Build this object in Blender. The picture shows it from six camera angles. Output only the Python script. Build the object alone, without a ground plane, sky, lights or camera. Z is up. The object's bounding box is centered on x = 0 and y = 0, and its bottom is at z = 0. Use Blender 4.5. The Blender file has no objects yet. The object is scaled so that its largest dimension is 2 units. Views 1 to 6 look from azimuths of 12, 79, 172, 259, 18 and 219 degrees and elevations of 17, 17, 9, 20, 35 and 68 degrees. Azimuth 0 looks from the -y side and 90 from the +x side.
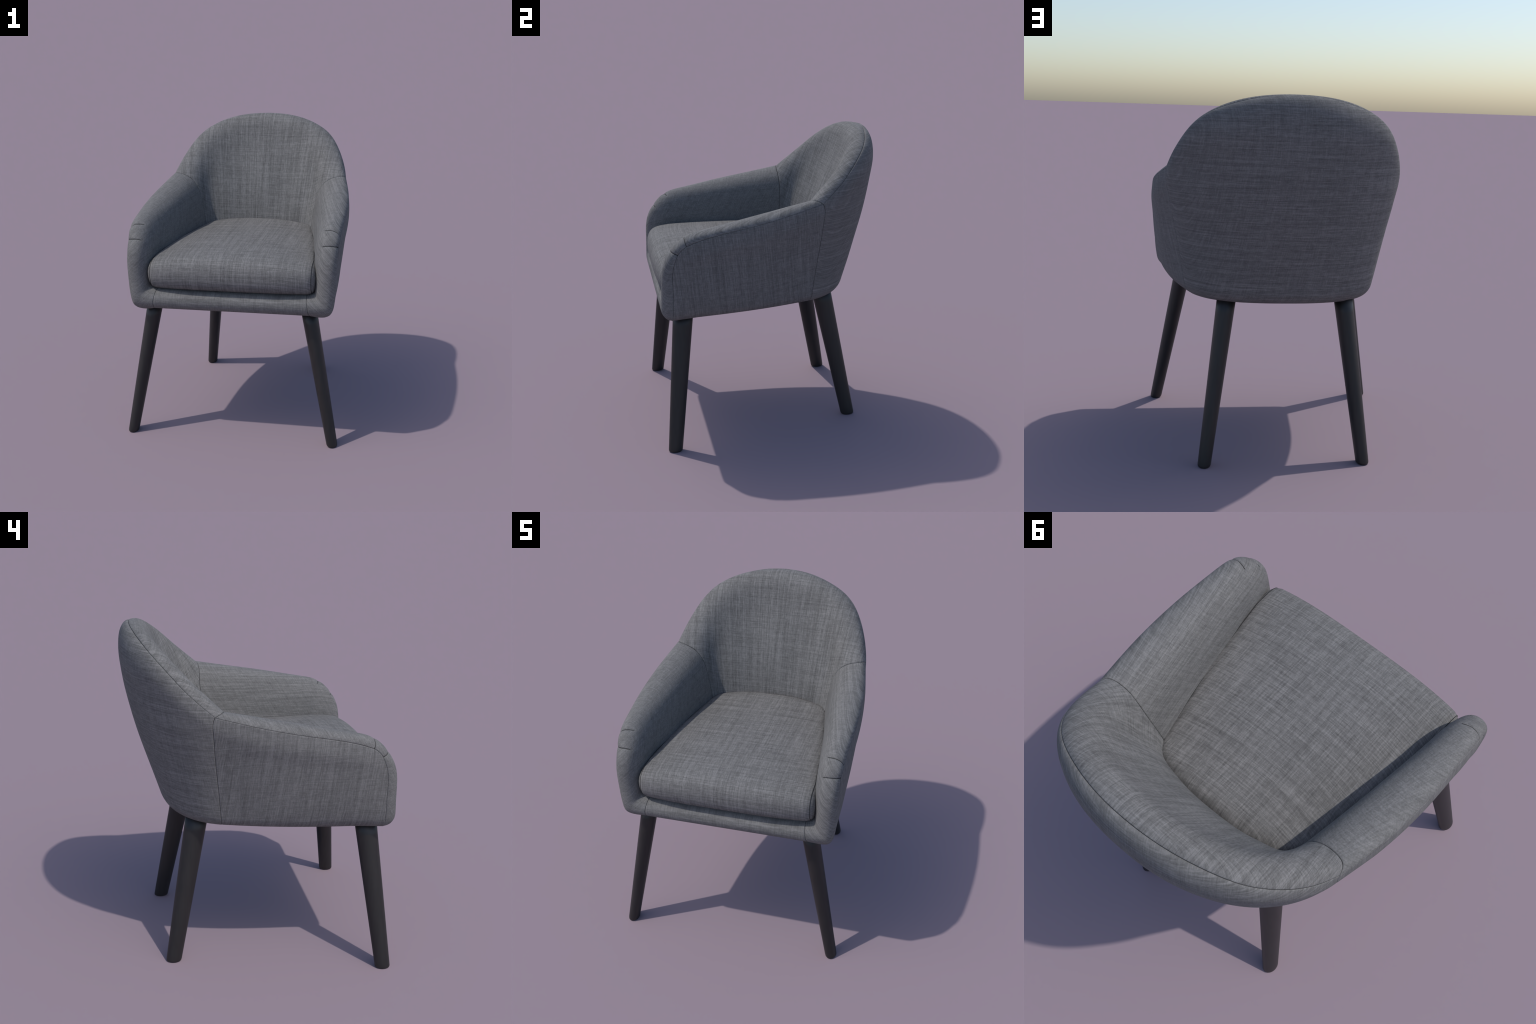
import bpy, math
import numpy as np

# ---------------------------------------------------------------- constants
X0 = 0.016            # the upholstered shell sits a touch off the leg frame
LEGX = -0.0045
ZB = 0.894            # underside of the upholstery

# ---------------------------------------------------------------- helpers
def spline(t, P, x):
    """natural cubic spline through P (n, ...) at knots t, evaluated at x"""
    t = np.asarray(t, float); P = np.asarray(P, float); n = len(t)
    sh = P.shape[1:]; Y = P.reshape(n, -1)
    h = np.diff(t)
    A = np.zeros((n, n)); R = np.zeros_like(Y)
    A[0, 0] = A[-1, -1] = 1
    for i in range(1, n - 1):
        A[i, i-1] = h[i-1]; A[i, i] = 2 * (h[i-1] + h[i]); A[i, i+1] = h[i]
        R[i] = 6 * ((Y[i+1] - Y[i]) / h[i] - (Y[i] - Y[i-1]) / h[i-1])
    M = np.linalg.solve(A, R)
    x = np.asarray(x, float)
    k = np.clip(np.searchsorted(t, x) - 1, 0, n - 2)
    a = (t[k+1] - x)[:, None]; b = (x - t[k])[:, None]; hk = h[k][:, None]
    V = (M[k]*a**3 + M[k+1]*b**3) / (6*hk) + (Y[k]/hk - M[k]*hk/6)*a + (Y[k+1]/hk - M[k+1]*hk/6)*b
    return V.reshape((len(x),) + sh)

def chord(P):
    P = np.asarray(P, float)
    d = np.linalg.norm(np.diff(P, axis=0), axis=-1)
    if d.ndim > 1:
        d = d.mean(axis=1)
    c = np.concatenate([[0], np.cumsum(np.maximum(d, 1e-6))])
    return c / c[-1], c[-1]

EDGE = np.array([0.0, 0.0012, 0.0028, 0.0048, 0.0075, 0.011])
DIP = np.array([0.0038, 0.0018, 0.0007, 0.0002, 0.0, 0.0])

def samples(length, step, lo=True, hi=True, extra=()):
    """parameters 0..1, dense beside the seams and at extra positions (metres)"""
    a = EDGE if lo else np.array([0.0])
    b = length - EDGE[::-1] if hi else np.array([length])
    mid0, mid1 = a[-1], b[0]
    n = max(2, int((mid1 - mid0) / step))
    v = list(np.concatenate([a, np.linspace(mid0, mid1, n + 1)[1:-1], b]))
    for e in extra:
        v += [e + d for d in np.linspace(-0.016, 0.016, 17)]
    v = np.unique(np.round(np.clip(v, 0, length), 5))
    return v / length

def tensor(net, us, vs):
    """net (nu, nv, 3) interpolated at parameters us, vs (chord-length knots)"""
    net = np.asarray(net, float)
    tu, _ = chord(net); tv, _ = chord(np.swapaxes(net, 0, 1))
    A = spline(tu, net, us)
    return np.swapaxes(spline(tv, np.swapaxes(A, 0, 1), vs), 0, 1)

def grid_normals(G):
    du = np.gradient(G, axis=0); dv = np.gradient(G, axis=1)
    N = np.cross(du, dv)
    l = np.linalg.norm(N, axis=-1, keepdims=True)
    return N / np.maximum(l, 1e-12)

def dip_edges(G, sides, flip):
    """roll the panel edges into the seam groove"""
    N = grid_normals(G) * (-1 if flip else 1)
    D = np.zeros(G.shape[:2])
    nu, nv = D.shape
    k = len(DIP)
    if 'u0' in sides: D[:k, :] = np.maximum(D[:k, :], DIP[:, None])
    if 'u1' in sides: D[-k:, :] = np.maximum(D[-k:, :], DIP[::-1][:, None])
    if 'v0' in sides: D[:, :k] = np.maximum(D[:, :k], DIP[None, :])
    if 'v1' in sides: D[:, -k:] = np.maximum(D[:, -k:], DIP[::-1][None, :])
    return G - N * D[..., None], N

def fair(net, rounds=2, keep=1):
    """iron small unevenness out of the cross-sections along the sweep (no shrinking)"""
    P = np.array(net, float)
    d = np.linalg.norm(np.diff(P, axis=0), axis=-1, keepdims=True) + 1e-6
    w0 = d[1:] / (d[1:] + d[:-1]); w1 = 1 - w0
    for _ in range(rounds):
        for lam in (0.4, -0.4):
            L = P[:-2] * w0 + P[2:] * w1 - P[1:-1]
            L[:, :keep] = 0
            P[1:-1] += lam * L
    return P

def mesh_object(name, verts, faces, mat, parent=None, smooth=True):
    me = bpy.data.meshes.new(name)
    me.from_pydata([tuple(map(float, v)) for v in verts], [], faces)
    me.validate()
    me.update()
    if smooth:
        me.polygons.foreach_set('use_smooth', [True] * len(me.polygons))
    ob = bpy.data.objects.new(name, me)
    bpy.context.scene.collection.objects.link(ob)
    if mat: me.materials.append(mat)
    if parent: ob.parent = parent
    return ob

def grid_faces(nu, nv, flip=False, wrap_v=False, off=0):
    F = []
    for i in range(nu - 1):
        for j in range(nv if wrap_v else nv - 1):
            a = off + i*nv + j; b = off + i*nv + (j+1) % nv
            c = off + (i+1)*nv + (j+1) % nv; d = off + (i+1)*nv + j
            F.append((a, b, c, d) if flip else (a, d, c, b))
    return F

def grid_object(name, G, mat, parent, flip=False):
    nu, nv = G.shape[:2]
    return mesh_object(name, G.reshape(-1, 3) + [X0, 0, 0], grid_faces(nu, nv, flip), mat, parent)

def mirror(G):
    G = np.array(G, float); G[..., 0] *= -1
    return G

def tube(name, paths, r, mat, parent, n=8):
    V = []; F = []
    for P in paths:
        P = np.asarray(P, float)
        T = np.gradient(P, axis=0); T /= np.linalg.norm(T, axis=1, keepdims=True) + 1e-12
        up = np.array([0.31, 0.52, 0.79]); off = len(V)
        for p, t in zip(P, T):
            a = np.cross(t, up); a /= np.linalg.norm(a); b = np.cross(t, a)
            for k in range(n):
                w = 2*math.pi*k/n
                V.append(p + r*(math.cos(w)*a + math.sin(w)*b) + np.array([X0, 0, 0]))
        F += grid_faces(len(P), n, True, True, off)
        F.append(tuple(off + k for k in range(n)))
        F.append(tuple(off + (len(P)-1)*n + k for k in reversed(range(n))))
    return mesh_object(name, V, F, mat, parent)

# ---------------------------------------------------------------- materials
def new_mat(name):
    m = bpy.data.materials.new(name); m.use_nodes = True
    nt = m.node_tree
    bs = nt.nodes['Principled BSDF']
    return m, nt, bs

def fabric(name, warp, weft, warp_amt=1.0, weft_amt=1.0, seed=0.0, grain=1.0, tone=1.0, fan=None):
    """linen-look cloth. warp / weft: (a, b, c) so that a*x+b*y+c*z counts across
    the threads of that set; each set is long streaks of lighter and darker yarn.
    fan: height of the point the warp threads radiate from (curved backrest panel)."""
    m, nt, bs = new_mat(name)
    N, L = nt.nodes, nt.links
    tc = N.new('ShaderNodeTexCoord')
    def dot(v):
        d = N.new('ShaderNodeVectorMath'); d.operation = 'DOT_PRODUCT'
        L.new(tc.outputs['Object'], d.inputs[0]); d.inputs[1].default_value = v
        return d.outputs['Value']
    # the threads wander a little
    wob = N.new('ShaderNodeTexNoise'); wob.inputs['Scale'].default_value = 5.0
    wob.inputs['Detail'].default_value = 1.0
    L.new(tc.outputs['Object'], wob.inputs['Vector'])
    wm = N.new('ShaderNodeMath'); wm.operation = 'MULTIPLY_ADD'
    wm.inputs[1].default_value = 0.005; wm.inputs[2].default_value = -0.0025
    L.new(wob.outputs['Fac'], wm.inputs[0])
    def add(a, b):
        d = N.new('ShaderNodeMath'); d.operation = 'ADD'
        L.new(a, d.inputs[0]); L.new(b, d.inputs[1]); return d.outputs[0]
    if fan is None:
        p = add(dot(warp), wm.outputs[0]); q = add(dot(weft), wm.outputs[0])
    else:
        def math_node(op, a, b=None):
            d = N.new('ShaderNodeMath'); d.operation = op
            for k, v in enumerate((a, b)):
                if v is None: continue
                if isinstance(v, (int, float)): d.inputs[k].default_value = v
                else: L.new(v, d.inputs[k])
            return d.outputs[0]
        xx = math_node('SUBTRACT', dot((1, 0, 0)), X0)
        up = math_node('SUBTRACT', dot((0, 0, 1)), fan)
        p = add(math_node('MULTIPLY', math_node('ARCTAN2', xx, up), 1.6 - fan), wm.outputs[0])
        r = math_node('SQRT', math_node('ADD', math_node('MULTIPLY', xx, xx), math_node('MULTIPLY', up, up)))
        q = add(math_node('ADD', r, dot((0, 0.8, 0))), wm.outputs[0])
    def streak(across, along, fa, fl, sd, lo=0.30, hi=0.70, det=2.0):
        c = N.new('ShaderNodeCombineXYZ')
        s1 = N.new('ShaderNodeMath'); s1.operation = 'MULTIPLY'; L.new(across, s1.inputs[0]); s1.inputs[1].default_value = fa
        s2 = N.new('ShaderNodeMath'); s2.operation = 'MULTIPLY'; L.new(along, s2.inputs[0]); s2.inputs[1].default_value = fl
        L.new(s1.outputs[0], c.inputs[0]); L.new(s2.outputs[0], c.inputs[1]); c.inputs[2].default_value = sd
        n = N.new('ShaderNodeTexNoise'); n.inputs['Scale'].default_value = 1.0
        n.inputs['Detail'].default_value = det; n.inputs['Roughness'].default_value = 0.55
        L.new(c.outputs[0], n.inputs['Vector'])
        r = N.new('ShaderNodeMapRange'); r.clamp = True
        r.inputs['From Min'].default_value = lo; r.inputs['From Max'].default_value = hi
        r.inputs['To Min'].default_value = -1; r.inputs['To Max'].default_value = 1
        L.new(n.outputs['Fac'], r.inputs['Value'])
        return r.outputs['Result']
    terms = [
        (streak(p, q, 36, 1.6, seed + 1.3), 0.046 * warp_amt),
        (streak(p, q, 125, 2.4, seed + 7.7, 0.34, 0.66), 0.096 * warp_amt),
        (streak(p, q, 230, 20.0, seed + 9.1, 0.34, 0.66), 0.045 + 0.045 * warp_amt),
        (streak(q, p, 36, 1.6, seed + 13.1), 0.046 * weft_amt),
        (streak(q, p, 125, 2.4, seed + 23.9, 0.34, 0.66), 0.096 * weft_amt),
        (streak(q, p, 230, 20.0, seed + 29.3, 0.34, 0.66), 0.045 + 0.045 * weft_amt),
    ]
    # fine cross-hatch grain and soft mottling
    g = N.new('ShaderNodeTexNoise'); g.inputs['Scale'].default_value = 150
    g.inputs['Detail'].default_value = 2; L.new(tc.outputs['Object'], g.inputs['Vector'])
    gr = N.new('ShaderNodeMapRange'); gr.inputs['From Min'].default_value = 0.3; gr.inputs['From Max'].default_value = 0.7
    gr.inputs['To Min'].default_value = -1; gr.inputs['To Max'].default_value = 1
    L.new(g.outputs['Fac'], gr.inputs['Value'])
    terms.append((gr.outputs['Result'], 0.065 * grain))
    mo = N.new('ShaderNodeTexNoise'); mo.inputs['Scale'].default_value = 34
    mo.inputs['Detail'].default_value = 3; L.new(tc.outputs['Object'], mo.inputs['Vector'])
    mr = N.new('ShaderNodeMapRange'); mr.inputs['From Min'].default_value = 0.3; mr.inputs['From Max'].default_value = 0.7
    mr.inputs['To Min'].default_value = -1; mr.inputs['To Max'].default_value = 1
    L.new(mo.outputs['Fac'], mr.inputs['Value'])
    terms.append((mr.outputs['Result'], 0.035 * grain))
    acc = None
    for sock, w in terms:
        d = N.new('ShaderNodeMath'); d.operation = 'MULTIPLY_ADD'
        L.new(sock, d.inputs[0]); d.inputs[1].default_value = w
        if acc is None: d.inputs[2].default_value = 0.5
        else: L.new(acc, d.inputs[2])
        acc = d.outputs[0]
    ramp = N.new('ShaderNodeValToRGB')
    e = ramp.color_ramp.elements
    def c(v): return (v*1.02*tone, v*1.0*tone, v*0.985*tone, 1)
    e[0].position = 0.12; e[0].color = c(0.074)
    e[1].position = 0.88; e[1].color = c(0.240)
    mid = ramp.color_ramp.elements.new(0.5); mid.color = c(0.147)  # grey darkened below the lit seat tone, towards the shading on upright faces
    L.new(acc, ramp.inputs['Fac'])
    L.new(ramp.outputs['Color'], bs.inputs['Base Color'])
    bs.inputs['Roughness'].default_value = 0.9
    bs.inputs['Specular IOR Level'].default_value = 0.25
    bp = N.new('ShaderNodeBump'); bp.inputs['Strength'].default_value = 0.12
    bp.inputs['Distance'].default_value = 0.002
    L.new(acc, bp.inputs['Height']); L.new(bp.outputs['Normal'], bs.inputs['Normal'])
    return m

def plain(name, col, rough, spec=0.5):
    m, nt, bs = new_mat(name)
    bs.inputs['Base Color'].default_value = (*col, 1)
    bs.inputs['Roughness'].default_value = rough
    bs.inputs['Specular IOR Level'].default_value = spec
    return m

def leg_material():
    m, nt, bs = new_mat('black_stained_wood')
    N, L = nt.nodes, nt.links
    tc = N.new('ShaderNodeTexCoord'); mp = N.new('ShaderNodeMapping')
    mp.inputs['Scale'].default_value = (60, 60, 3)
    L.new(tc.outputs['Object'], mp.inputs['Vector'])
    n = N.new('ShaderNodeTexNoise'); n.inputs['Scale'].default_value = 1; n.inputs['Detail'].default_value = 3
    L.new(mp.outputs[0], n.inputs['Vector'])
    r = N.new('ShaderNodeValToRGB')
    r.color_ramp.elements[0].position = 0.3; r.color_ramp.elements[0].color = (0.013, 0.012, 0.012, 1)
    r.color_ramp.elements[1].position = 0.7; r.color_ramp.elements[1].color = (0.019, 0.017, 0.017, 1)
    L.new(n.outputs['Fac'], r.inputs['Fac']); L.new(r.outputs['Color'], bs.inputs['Base Color'])
    bs.inputs['Roughness'].default_value = 0.45
    return m

CUSHION = fabric('linen_cushion', (1, 0, 0), (0, 1, 1), 1.0, 1.0, 0.0)
BACK_IN = fabric('linen_inner_back', (1, 0, 0), (0, 1, 1), 1.2, 0.75, 40.0, fan=-1.6)
BACK_OUT = fabric('linen_outer_back', (1, 0.5, 0), (0, 0, 1), 0.45, 1.0, 80.0)
ARM_OUT = fabric('linen_outer_arm', (0, 1, 0.08), (0.4, 0, 1), 1.0, 0.45, 120.0)
ARM_LINES = fabric('linen_arm_lined', (1.0, 0.12, 1.0), (0, 1, -0.6), 1.05, 0.45, 160.0)
ARM_PLAIN = fabric('linen_arm_plain', (-1.0, 0.12, 1.0), (0, 1, -0.6), 0.45, 0.45, 200.0, grain=1.5)
RAIL = fabric('linen_rail', (1, 0, 0), (0, -0.6, 1), 0.5, 0.9, 240.0)
DARK = plain('modelled_seam_shadow', (0.03, 0.03, 0.03), 0.9, 0.1)
UNDER = plain('black_dust_cover', (0.06, 0.06, 0.06), 0.95, 0.1)
WOOD = leg_material()

# ---------------------------------------------------------------- band: rail, arm and inner back as cross-sections
def rail_section(x, dz=0.0):
    return [(x, -.66, ZB), (x, -.717, .904), (x, -.757, .929), (x, -.772, .966),
            (x, -.760, 1.004), (x, -.718, 1.032), (x, -.63, 1.040), (x, -.50, 1.040)]

ARM_STATIONS = [
    [(.520, -.66, ZB), (.520, -.717, .904), (.518, -.757, .929), (.514, -.772, .966), (.508, -.760, 1.006), (.503, -.718, 1.034), (.500, -.63, 1.042), (.497, -.50, 1.042)],
    [(.612, -.692, ZB+.0005), (.622, -.731, .906), (.613, -.760, .936), (.592, -.772, .972), (.564, -.760, 1.010), (.541, -.715, 1.040), (.528, -.63, 1.050), (.515, -.52, 1.054)],
    [(.658, -.7005, .919), (.658, -.736, .929), (.647, -.763, .952), (.618, -.772, .985), (.580, -.758, 1.017), (.553, -.712, 1.045), (.538, -.62, 1.060), (.524, -.51, 1.062)],
    [(.680, -.699, .985), (.677, -.735, .989), (.661, -.761, 1.000), (.627, -.771, 1.016), (.586, -.757, 1.033), (.557, -.709, 1.055), (.542, -.61, 1.070), (.527, -.50, 1.070)],
    [(.691, -.694, 1.10), (.688, -.729, 1.10), (.670, -.755, 1.10), (.631, -.766, 1.10), (.590, -.751, 1.10), (.558, -.70, 1.10), (.539, -.60, 1.10), (.522, -.48, 1.08)],
    [(.696, -.686, 1.255), (.692, -.720, 1.262), (.672, -.742, 1.268), (.633, -.748, 1.270), (.594, -.732, 1.262), (.560, -.68, 1.235), (.537, -.60, 1.185), (.519, -.46, 1.10)],
    [(.700, -.652, 1.352), (.690, -.677, 1.363), (.665, -.692, 1.370), (.630, -.695, 1.372), (.592, -.684, 1.360), (.556, -.64, 1.320), (.533, -.56, 1.240), (.516, -.43, 1.10)],
    [(.705, -.596, 1.405), (.694, -.604, 1.432), (.667, -.607, 1.449), (.635, -.604, 1.453), (.596, -.590, 1.440), (.556, -.56, 1.390), (.530, -.51, 1.28), (.510, -.40, 1.10)],
    [(.706, -.476, 1.444), (.697, -.476, 1.469), (.670, -.474, 1.486), (.626, -.47, 1.489), (.582, -.462, 1.466), (.545, -.45, 1.405), (.515, -.43, 1.28), (.496, -.36, 1.10)],
    [(.708, -.232, 1.490), (.697, -.232, 1.512), (.668, -.232, 1.529), (.612, -.23, 1.531), (.552, -.225, 1.500), (.513, -.22, 1.43), (.483, -.21, 1.29), (.462, -.19, 1.10)],
    [(.684, .068, 1.546), (.670, .060, 1.565), (.638, .055, 1.580), (.574, .05, 1.575), (.510, .05, 1.533), (.470, .05, 1.45), (.440, .045, 1.30), (.415, .04, 1.10)],
    [(.641, .302, 1.597), (.633, .277, 1.611), (.612, .256, 1.617), (.545, .242, 1.604), (.477, .243, 1.553), (.432, .241, 1.45), (.401, .225, 1.29), (.377, .21, 1.10)],
]
BACK_STATIONS = [
    [(.641, .302, 1.597), (.633, .277, 1.611), (.612, .256, 1.617), (.545, .242, 1.604), (.477, .243, 1.553), (.432, .241, 1.45), (.401, .225, 1.29), (.377, .21, 1.10)],
    [(.612, .400, 1.679), (.599, .380, 1.698), (.571, .356, 1.704), (.512, .331, 1.684), (.457, .320, 1.620), (.415, .304, 1.48), (.377, .268, 1.30), (.35, .24, 1.10)],
    [(.574, .479, 1.752), (.559, .461, 1.771), (.530, .437, 1.776), (.480, .408, 1.752), (.430, .387, 1.672), (.390, .358, 1.52), (.350, .298, 1.31), (.322, .258, 1.10)],
    [(.529, .543, 1.819), (.514, .526, 1.837), (.484, .501, 1.842), (.438, .469, 1.816), (.394, .437, 1.732), (.353, .388, 1.56), (.314, .314, 1.32), (.290, .270, 1.10)],
    [(.448, .616, 1.893), (.436, .600, 1.907), (.409, .575, 1.910), (.368, .536, 1.880), (.331, .496, 1.784), (.293, .424, 1.60), (.256, .328, 1.33), (.243, .280, 1.10)],
    [(.309, .677, 1.952), (.301, .660, 1.963), (.284, .635, 1.964), (.255, .588, 1.930), (.228, .541, 1.826), (.206, .464, 1.63), (.179, .352, 1.34), (.170, .290, 1.10)],
    [(.160, .712, 1.987), (.156, .696, 1.993), (.147, .669, 1.992), (.131, .618, 1.958), (.117, .566, 1.852), (.106, .480, 1.65), (.093, .361, 1.35), (.09, .296, 1.10)],
    [(.0, .723, 1.998), (.0, .706, 1.9995), (.0, .680, 1.9985), (.0, .629, 1.968), (.0, .575, 1.862), (.0, .483, 1.66), (.0, .363, 1.35), (.0, .298, 1.10)],
]

# ---------------------------------------------------------------- outer shell
ZF = 0.965            # where the wall starts to roll under
LV = [ZF, 1.133, 1.34, 1.525, 1.62, 1.72, 1.83, 1.92, 2.0]
LA = [.531, .560, .602, .638, .650, .656, .655, .645, .63]       # half width at the arm seam
LY = [.246, .266, .293, .312, .320, .322, .322, .322, .322]      # depth of the arm seam
LBK = [.555, .612, .682, .733, .755, .773, .784, .781, .765]     # back centre line
def level(z):
    z = np.atleast_1d(z)
    f = spline(np.array(LV), np.stack([LA, LY, LBK], 1), z)
    return f[0, 0], f[0, 1], f[0, 2]
SUPER = 2.1
def forward(z):       # the rounded plan is centred this far in front of the arm seam
    return float(np.interp(z, [ZF, 1.30, 1.62], [.20, .16, .12]))

def plan_point(z, frac):
    """point of the rounded plan at height z; frac 0 at the arm seam, 1 at the back centre"""
    a, y0, yb = level(z)
    fw = forward(z)
    yc = y0 - fw; b = yb - yc
    q = float(np.interp(z, [ZF, 1.10, 1.30, 1.62, 1.85], [2.48, 2.43, 2.20, 2.10, 2.25]))
    A = a / (1 - (fw / b) ** q) ** (1 / q)
    ph0 = math.atan2(fw / b, a / A)
    ph = ph0 + (math.pi / 2 - ph0) * frac
    c, s = math.cos(ph), math.sin(ph)
    rr = (abs(c)**q + abs(s)**q) ** (-1 / q)
    return np.array((A * rr * c, yc + b * rr * s, z))

def plan_frac(S, z):
    """frac whose plan angle passes through the seam point S"""
    a, y0, yb = level(z)
    y0 = .302; a = .641
    fw = forward(1.6)
    yc = y0 - fw; b = yb - yc
    A = a / (1 - (fw / b) ** SUPER) ** (1 / SUPER)
    ph0 = math.atan2(fw / b, a / A)
    ph = math.atan2((S[1] - yc) / b, abs(S[0]) / A)
    return min(1., max(0., (ph - ph0) / (math.pi / 2 - ph0)))

def back_column(S, n=9):
    """points from the bottom roll up to the seam point S, following the rounded plan"""
    S = np.array(S, float); zs = S[2]
    f = 1 - abs(S[0]) / .641
    d = 0.055 + 0.075 * min(1, f * 2.0)          # height of the roll below the seam
    fr = plan_frac(S, zs - d)
    pts = [plan_point(z, fr) for z in np.linspace(ZF, zs - d, n)]
    B = pts[-1]
    wE = math.radians(74 + 22 * f)
    for k in (0.3, 0.6, 0.82):
        w = wE * k
        p = B.copy()
        p[:2] = B[:2] + (S[:2] - B[:2]) * (1 - math.cos(w)) / (1 - math.cos(wE))
        p[2] = B[2] + (S[2] - B[2]) * math.sin(w) / math.sin(wE)
        pts.append(p)
    pts.append(S)
    return pts

def bottom_roll(P0, P1, inward, r=0.05, n=7):
    """roll from the wall foot P0 (P1 is the next point up the wall) to the underside"""
    out = []
    h = P0[2] - ZB
    slope = (np.array(P1[:2]) - np.array(P0[:2])) / (P1[2] - P0[2])
    for i in range(n):
        w = math.pi / 2 * (1 - i / n)
        dz = h * math.sin(w)
        e = np.array(P0[:2]) - slope * dz * 0.8 + np.array(inward[:2]) * r * (1 - math.cos(w))
        out.append((e[0], e[1], P0[2] - dz))
    return out

root = bpy.data.objects.new('upholstered_armchair', None)
bpy.context.scene.collection.objects.link(root)
root['label'] = 'grey linen tub armchair with tapered black wooden legs'
root['category'] = 'armchair'

seam_paths = []

def resample_curve(P, x):
    t, _ = chord(P)
    return spline(t, P, x)

# --- arm band (rail seam -> arm/back seam), with two pleats on the rounded front
def net_length(net):
    net = np.asarray(net, float)
    return chord(net)[1], chord(np.swapaxes(net, 0, 1))[1]

def station_pos(net, i):
    t, l = chord(np.asarray(net, float))
    return t[i] * l

def oriented(name, G, mat, parent, ref):
    """ref: a point the surface should face"""
    N = grid_normals(G)
    i, j = G.shape[0]//2, G.shape[1]//3
    s = np.dot(N[i, j], np.asarray(ref) - G[i, j])
    return grid_object(name, G, mat, parent, flip=(s < 0))

def dip_outward(G, sides, ref):
    N = grid_normals(G)
    i, j = G.shape[0]//2, G.shape[1]//2
    flip = np.dot(N[i, j], np.asarray(ref) - G[i, j]) < 0
    return dip_edges(G, sides, flip)

# rail ------------------------------------------------------------------
rail_net = [rail_section(x) for x in (-.30, -.1, .1, .30)]
def seam_station(sign):
    st = np.array(ARM_STATIONS[0]); st[:, 0] *= sign; return st.tolist()
rail_net = np.array([seam_station(-1)] + rail_net + [seam_station(1)])
lu, lv = net_length(rail_net)
G = tensor(rail_net, samples(lu, 0.02), samples(lv, 0.01, lo=False, hi=False))
G, _ = dip_outward(G, ('u0', 'u1'), (0, -5, 1))
oriented('front_rail', G, RAIL, root, (0, -5, 1.2))

# arms ------------------------------------------------------------------
arm_net = np.array(ARM_STATIONS)
alu, alv = net_length(arm_net)
pleat_pos = [station_pos(arm_net, 6), station_pos(arm_net, 7)]
aus = samples(alu, 0.011, extra=pleat_pos)
avs = samples(alv, 0.009, hi=False)
AG = tensor(arm_net, aus, avs)
AN = grid_normals(AG)
if AN[len(aus)*2//3, len(avs)//4][2] < 0: AN = -AN
D = np.zeros(AG.shape[:2])
k = len(DIP)
# edge rows are located by distance because of the extra samples
def edge_dip(dist): return np.interp(dist, EDGE, DIP, right=0.0)
D = np.maximum(edge_dip(aus * alu), edge_dip((1 - aus) * alu))[:, None]
D = np.maximum(D, edge_dip(avs * alv)[None, :])
tv, _ = chord(np.swapaxes(arm_net, 0, 1))
vend = tv[4] + 0.012
for pl in pleat_pos:
    du = aus * alu - pl
    groove = np.exp(-(du / 0.0026)**2) * 0.005 + np.exp(-(du / 0.013)**2) * 0.003
    fade = np.clip((vend - avs) / (vend * 0.3), 0, 1) ** 0.7
    D = D + groove[:, None] * fade[None, :]
AGd = AG - AN * D[..., None]
pleat_paths = []
for pl in pleat_pos:
    i = int(np.argmin(abs(aus * alu - pl))); j = int(np.searchsorted(avs, vend * 0.9))
    pleat_paths.append(AGd[i, :j] + AN[i, :j] * 0.0018)
for side, mat in ((1, ARM_LINES), (-1, ARM_PLAIN)):
    g = AGd if side > 0 else mirror(AGd)
    ref = (0.6 * side, -0.5, 5)
    o = oriented('armrest', g, mat, root, ref)
    tube('pleat_shadow_tube', [p if side > 0 else mirror(p) for p in pleat_paths], 0.0013, DARK, o, 6)

# inner back --------------------------------------------------------------
half = np.array(BACK_STATIONS)
back_net = np.concatenate([half, mirror(half[:-1])[::-1]])
back_net = fair(back_net)
blu, blv = net_length(back_net)
bus = samples(blu, 0.013); bvs = samples(blv, 0.01, hi=False)
G = tensor(back_net, bus, bvs)
BG, _ = dip_outward(G, ('u0', 'u1', 'v0'), (0, -5, 3))
oriented('inner_backrest', BG, BACK_IN, root, (0, -5, 3))

# outer back --------------------------------------------------------------
SP = G[:, 0]                                    # the back seam, as the inner panel has it
cols = []
for p in SP:
    c = np.array(back_column((abs(p[0]), p[1], p[2])))
    if p[0] < 0: c[:, 0] *= -1
    cols.append(c)
cols = np.array(cols)
# foot of each column rolls under
foot = cols[:, 0]
def with_foot(cols, r):
    foot = cols[:, 0]
    T = np.gradient(foot, axis=0); T[:, 2] = 0; T /= np.linalg.norm(T, axis=1, keepdims=True)
    inn = np.stack([-T[:, 1], T[:, 0], 0*T[:, 0]], 1)
    c = np.array([0, -.1, 0]) - foot; c[:, 2] = 0
    sgn = np.sign((inn * c).sum(1)); inn *= sgn[:, None]
    rr = np.broadcast_to(r, (len(foot),))
    rolls = np.array([bottom_roll(c[0], c[1], n, q) for c, n, q in zip(cols, inn, rr)])
    return np.concatenate([rolls, cols], axis=1), inn
colsB, inn = with_foot(cols, 0.055)
tv, lv = chord(np.swapaxes(colsB, 0, 1))
vv = samples(lv, 0.012, lo=False)
OB = np.swapaxes(spline(tv, np.swapaxes(colsB, 0, 1), vv), 0, 1)
OBd, _ = dip_outward(OB, ('u0', 'u1', 'v1'), (0, 6, 1.4))
oriented('outer_backrest', OBd, BACK_OUT, root, (0, 6, 1.4))
vertical_seam = OBd[0]

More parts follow.
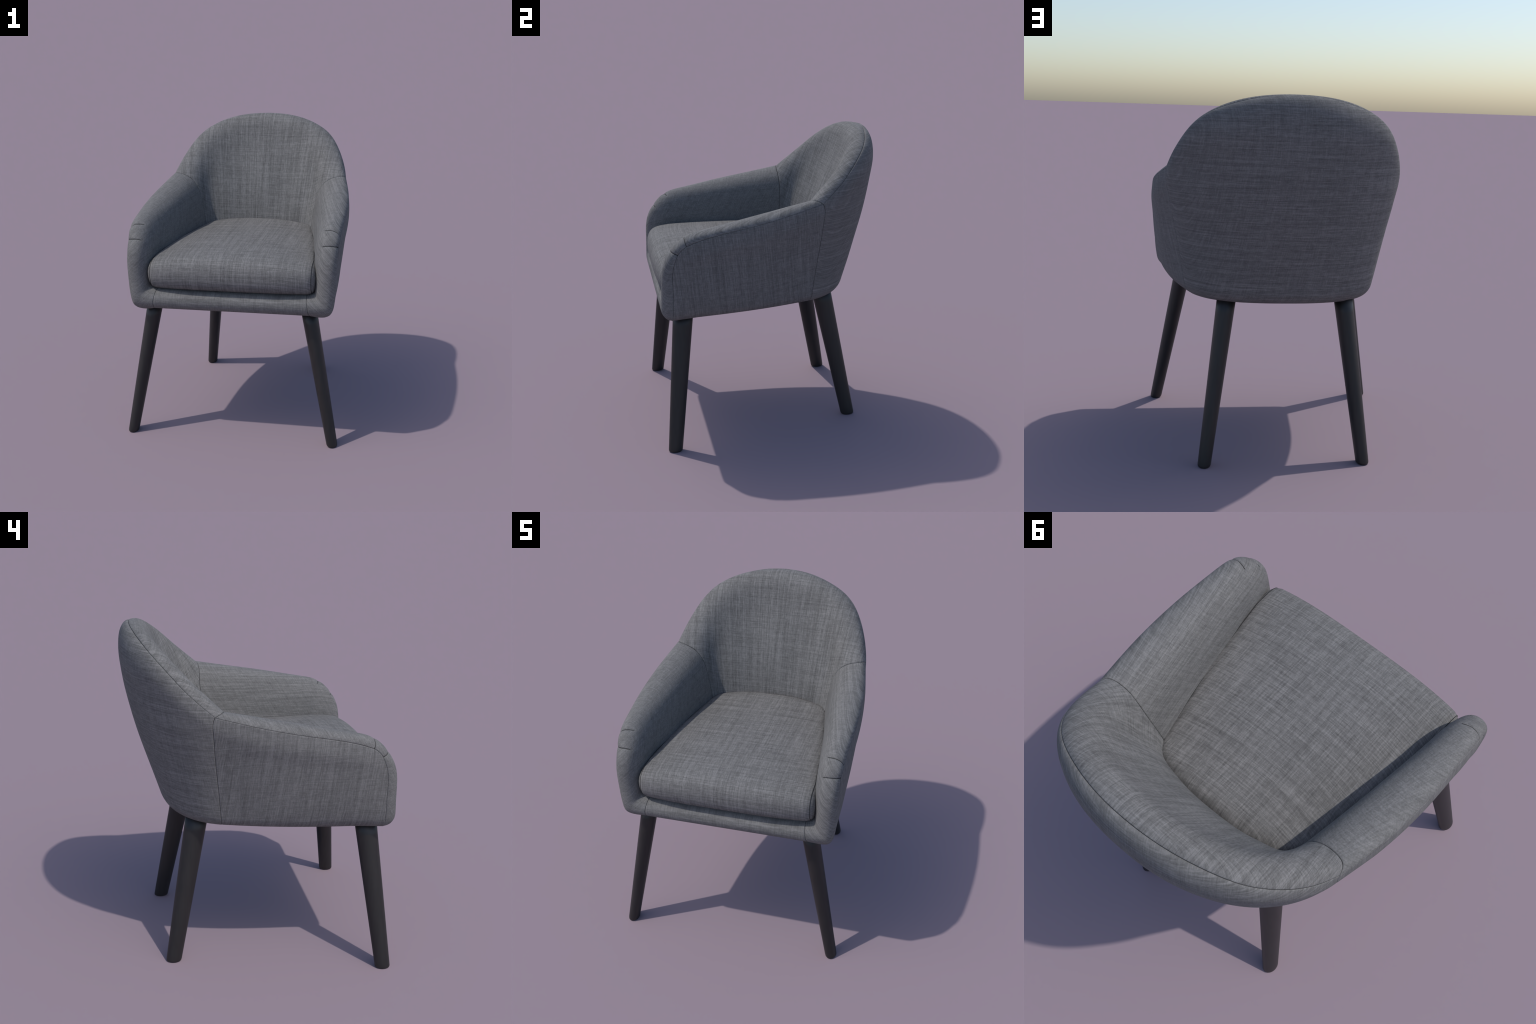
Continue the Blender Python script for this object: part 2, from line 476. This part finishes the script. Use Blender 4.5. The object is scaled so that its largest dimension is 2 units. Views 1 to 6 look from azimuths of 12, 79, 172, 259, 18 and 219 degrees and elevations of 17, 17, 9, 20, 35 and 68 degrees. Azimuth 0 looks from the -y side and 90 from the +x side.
# outer arm ---------------------------------------------------------------
tu_arm, _ = chord(arm_net)
def seam_at(u): return tensor(arm_net, np.asarray(u), [0.0])[:, 0]
lt = (1 - tu_arm[5]) * alu
xs = samples(lt, 0.012)
TOP = seam_at(tu_arm[5] + (1 - tu_arm[5]) * xs)
jc = cols[0]                                    # arm/back seam column, bottom to top
fu = np.linspace(tu_arm[1], tu_arm[5], 200)
fc = seam_at(fu)
front = fc[fc[:, 2] >= ZF]
NV = 20
lvj = np.linspace(0, 1, NV)
def resamp(P, n):
    t, _ = chord(P); return spline(t, P, np.linspace(0, 1, n))
J = resamp(jc, NV); Fr = resamp(front, NV)
cols_a = []
for i, x in enumerate(xs):
    yb = TOP[i][1]
    k = np.clip((yb + .686) / (.302 + .686), 0, 1)
    kb = k ** 0.85
    base = np.array([Fr[0][0] + (.531 - Fr[0][0]) * kb + .031 * math.sin(math.pi * kb ** 1.3), Fr[0][1] + (.246 - Fr[0][1]) * kb, Fr[0][2] + (ZF - Fr[0][2]) * kb])
    line = base + (TOP[i] - base) * lvj[:, None]
    # departure of the end columns from straight lines, blended in
    dF = Fr - (Fr[0] + (Fr[-1] - Fr[0]) * lvj[:, None])
    dJ = J - (J[0] + (J[-1] - J[0]) * lvj[:, None])
    wj = k ** 3; wf = (1 - k) ** 2
    mid = np.zeros_like(line); mid[:, 0] = (0.015 + 0.009 * math.exp(-((k - .09) / .11) ** 2)) * (4 * lvj * (1 - lvj)) ** 0.7 * (1 - wj) * (1 - (1 - k) ** 6)
    mid[:, 0] += 0.0070 * np.exp(-((lvj - .86) / .13) ** 2) * (1 - lvj) / .14 * np.clip(k * 4, 0, 1) * np.clip((1 - k) * 5, 0, 1)
    cols_a.append(line + dF * wf + dJ * wj + mid)
cols_a = np.array(cols_a)
ca, inn_a = with_foot(cols_a, np.interp(cols_a[:, 0, 1], [-.70, -.55, .24], [.058, .060, .055]))
tv, lv = chord(np.swapaxes(ca, 0, 1))
vv2 = samples(lv, 0.012, lo=False)
OA = np.swapaxes(spline(tv, np.swapaxes(ca, 0, 1), vv2), 0, 1)
OAd, _ = dip_outward(OA, ('u0', 'u1', 'v1'), (6, 0, 1.3))
for side in (1, -1):
    oriented('outer_arm', OAd if side > 0 else mirror(OAd), ARM_OUT, root, (6 * side, 0, 1.3))

# underside -----------------------------------------------------------------
edge_b = OB[:, 0]
edge_a = OA[:, 0]
ring = [tuple(p) for p in np.concatenate([edge_a, edge_b[1:], mirror(edge_a)[::-1][1:]])]
fr = [(-.52, -.66, ZB), (0, -.66, ZB), (.52, -.66, ZB)]
ring = ring + fr
ringv = [np.array((p[0]*0.985 + X0, p[1]*0.985, ZB + 0.0015)) for p in ring]
ringv = [np.array((p[0] + X0, p[1], ZB + 0.0012)) for p in ring]
cen = np.array((X0, -.1, ZB + 0.0012))
mesh_object('underside_cover', ringv + [cen], [(i, len(ringv), (i+1) % len(ringv)) for i in range(len(ringv))], UNDER, root, False)

# groove shadows of the seams, drawn as thin dark tubes -------------------------------------------------------------------
def inset(P, toward, d):
    P = np.asarray(P); v = np.asarray(toward) - P
    return P + v / np.linalg.norm(v, axis=1, keepdims=True) * d
paths = []
arm_curve = AGd[:, 0]
for side in (1, -1):
    f = (lambda a: a) if side > 0 else mirror
    paths.append(f(arm_curve))
    paths.append(f(AGd[0, :int(AGd.shape[1]*0.75)]))
    paths.append(f(AGd[-1, :]))
    paths.append(f(OAd[-1, :]))
paths.append(BG[:, 0])
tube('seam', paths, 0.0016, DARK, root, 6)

# ---------------------------------------------------------------- seat cushion
def cushion_profile(n=120):
    """closed loop (y, z) of the middle of the cushion, front to the left"""
    P = [(.345, 1.14), (.344, 1.225), (.318, 1.265), (.22, 1.279), (.0, 1.286), (-.3, 1.289), (-.54, 1.286), (-.66, 1.275),
         (-.735, 1.250), (-.771, 1.202), (-.781, 1.140), (-.770, 1.086), (-.738, 1.052), (-.67, 1.036), (-.5, 1.030), (0, 1.030), (.26, 1.034), (.32, 1.07)]
    P = np.array(P + P[:1]); t, l = chord(P)
    # periodic: pad
    Q = np.concatenate([P[-4:-1], P, P[1:4]]); tq, _ = chord(Q)
    a, b = tq[3], tq[3 + len(P) - 1]
    return spline(tq, Q, np.linspace(a, b, n, endpoint=False))
prof = cushion_profile()
def half_width(y):
    return np.interp(y, [-.80, -.60, -.2, .12, .24, .34], [.560, .556, .506, .444, .424, .40])
CR = 0.050
rings = []
centre = np.array([-.22, 1.155])
S_in = np.concatenate([np.linspace(0, 0.9, 26), [0.93, .95, .965, .975, .982, .988, .992, .995, 0.998, 1.0]])
SEAM_U = 0.9
fullS = np.concatenate([-S_in[::-1], S_in[1:]])
for s in fullS:
    a = abs(s)
    ring = []
    for (y, z) in prof:
        hw = half_width(y)
        flat = 1 - CR / hw
        # roll over the side
        if a <= 0.9:
            x = (a / 0.9) * (hw - CR); ins = 0.0
        else:
            w = (a - 0.9) / 0.1 * math.pi / 2
            x = hw - CR + CR * math.sin(w) ** 0.9; ins = CR * (1 - math.cos(w))
        # crown: lower towards the sides, front bulge
        q = x / hw
        zz = z; yy = y
        if z > 1.16:
            zz = z - (z - 1.16) / 0.13 * 0.043 * abs(q) ** 2.4
        if y < -.5:
            yy = y + (-.5 - y) / .28 * 0.032 * abs(q) ** 3.5
        if y > .15:
            yy = y - (y - .15) / .17 * 0.064 * abs(q) ** 3.2
        d = np.array([centre[0] - yy, centre[1] - zz])
        # inset towards the centre line, by depth not direction
        ny = np.clip(d[0] / 0.12, -1, 1); nz = np.clip(d[1] / 0.08, -1, 1)
        yy += ny * ins; zz += nz * ins
        ring.append((math.copysign(x, s) + X0 * 0, yy, zz))
    rings.append(ring)
CG = np.array(rings)
nu, nv = CG.shape[:2]
V = CG.reshape(-1, 3) + [X0, 0, 0]
Fc = grid_faces(nu, nv, True, True)
Fc.append(tuple(range(nv))[::-1]); Fc.append(tuple((nu-1)*nv + j for j in range(nv)))
cush = mesh_object('seat_cushion', V, Fc, CUSHION, root)
import bmesh
bm = bmesh.new(); bm.from_mesh(cush.data); bmesh.ops.recalc_face_normals(bm, faces=bm.faces); bm.to_mesh(cush.data); bm.free()
ia = int(np.argmin(abs(fullS - 0.93))); ib = int(np.argmin(abs(fullS + 0.93)))
def closed(P): return np.concatenate([P, P[:2]])
tube('seam', [closed(CG[ia]), closed(CG[ib])], 0.0017, DARK, cush, 6)  # near-black tube makes the shadow line of the cushion's side groove

# ---------------------------------------------------------------- legs
def build_leg(name, foot, topp):
    n = 40; V = []
    foot = np.array(foot, float); topp = np.array(topp, float)
    zt = 0.905
    rows = [(0.0, .86), (.002, .93), (.006, .98), (.012, 1.0)] + [(z, 1.0) for z in np.linspace(.05, zt, 12)]
    for z, m in rows:
        k = z / topp[2]
        c = foot + (topp - foot) * k; c[2] = z
        rx = (.0362 + (.0520 - .0362) * k) * m if m == 1.0 else .0362 - (1 - m) * .035
        ry = (.0468 + (.0668 - .0468) * k) * m if m == 1.0 else .0468 - (1 - m) * .035
        for i in range(n):
            w = 2 * math.pi * i / n
            V.append((c[0] + rx * math.cos(w), c[1] + ry * math.sin(w), z))
    F = grid_faces(len(rows), n, True, True)
    F.append(tuple(range(n))[::-1]); F.append(tuple((len(rows)-1)*n + i for i in range(n)))
    V = np.array(V) - foot
    o = mesh_object(name, V, F, WOOD, root)
    o.location = foot
    bm = bmesh.new(); bm.from_mesh(o.data); bmesh.ops.recalc_face_normals(bm, faces=bm.faces); bm.to_mesh(o.data); bm.free()
    return o
for sx in (1, -1):
    build_leg('leg', (LEGX + sx * .693, -.739, 0), (LEGX + sx * .532, -.627, .867))
    build_leg('leg', (LEGX + sx * .439, .515, 0), (LEGX + sx * .329, .369, .864))
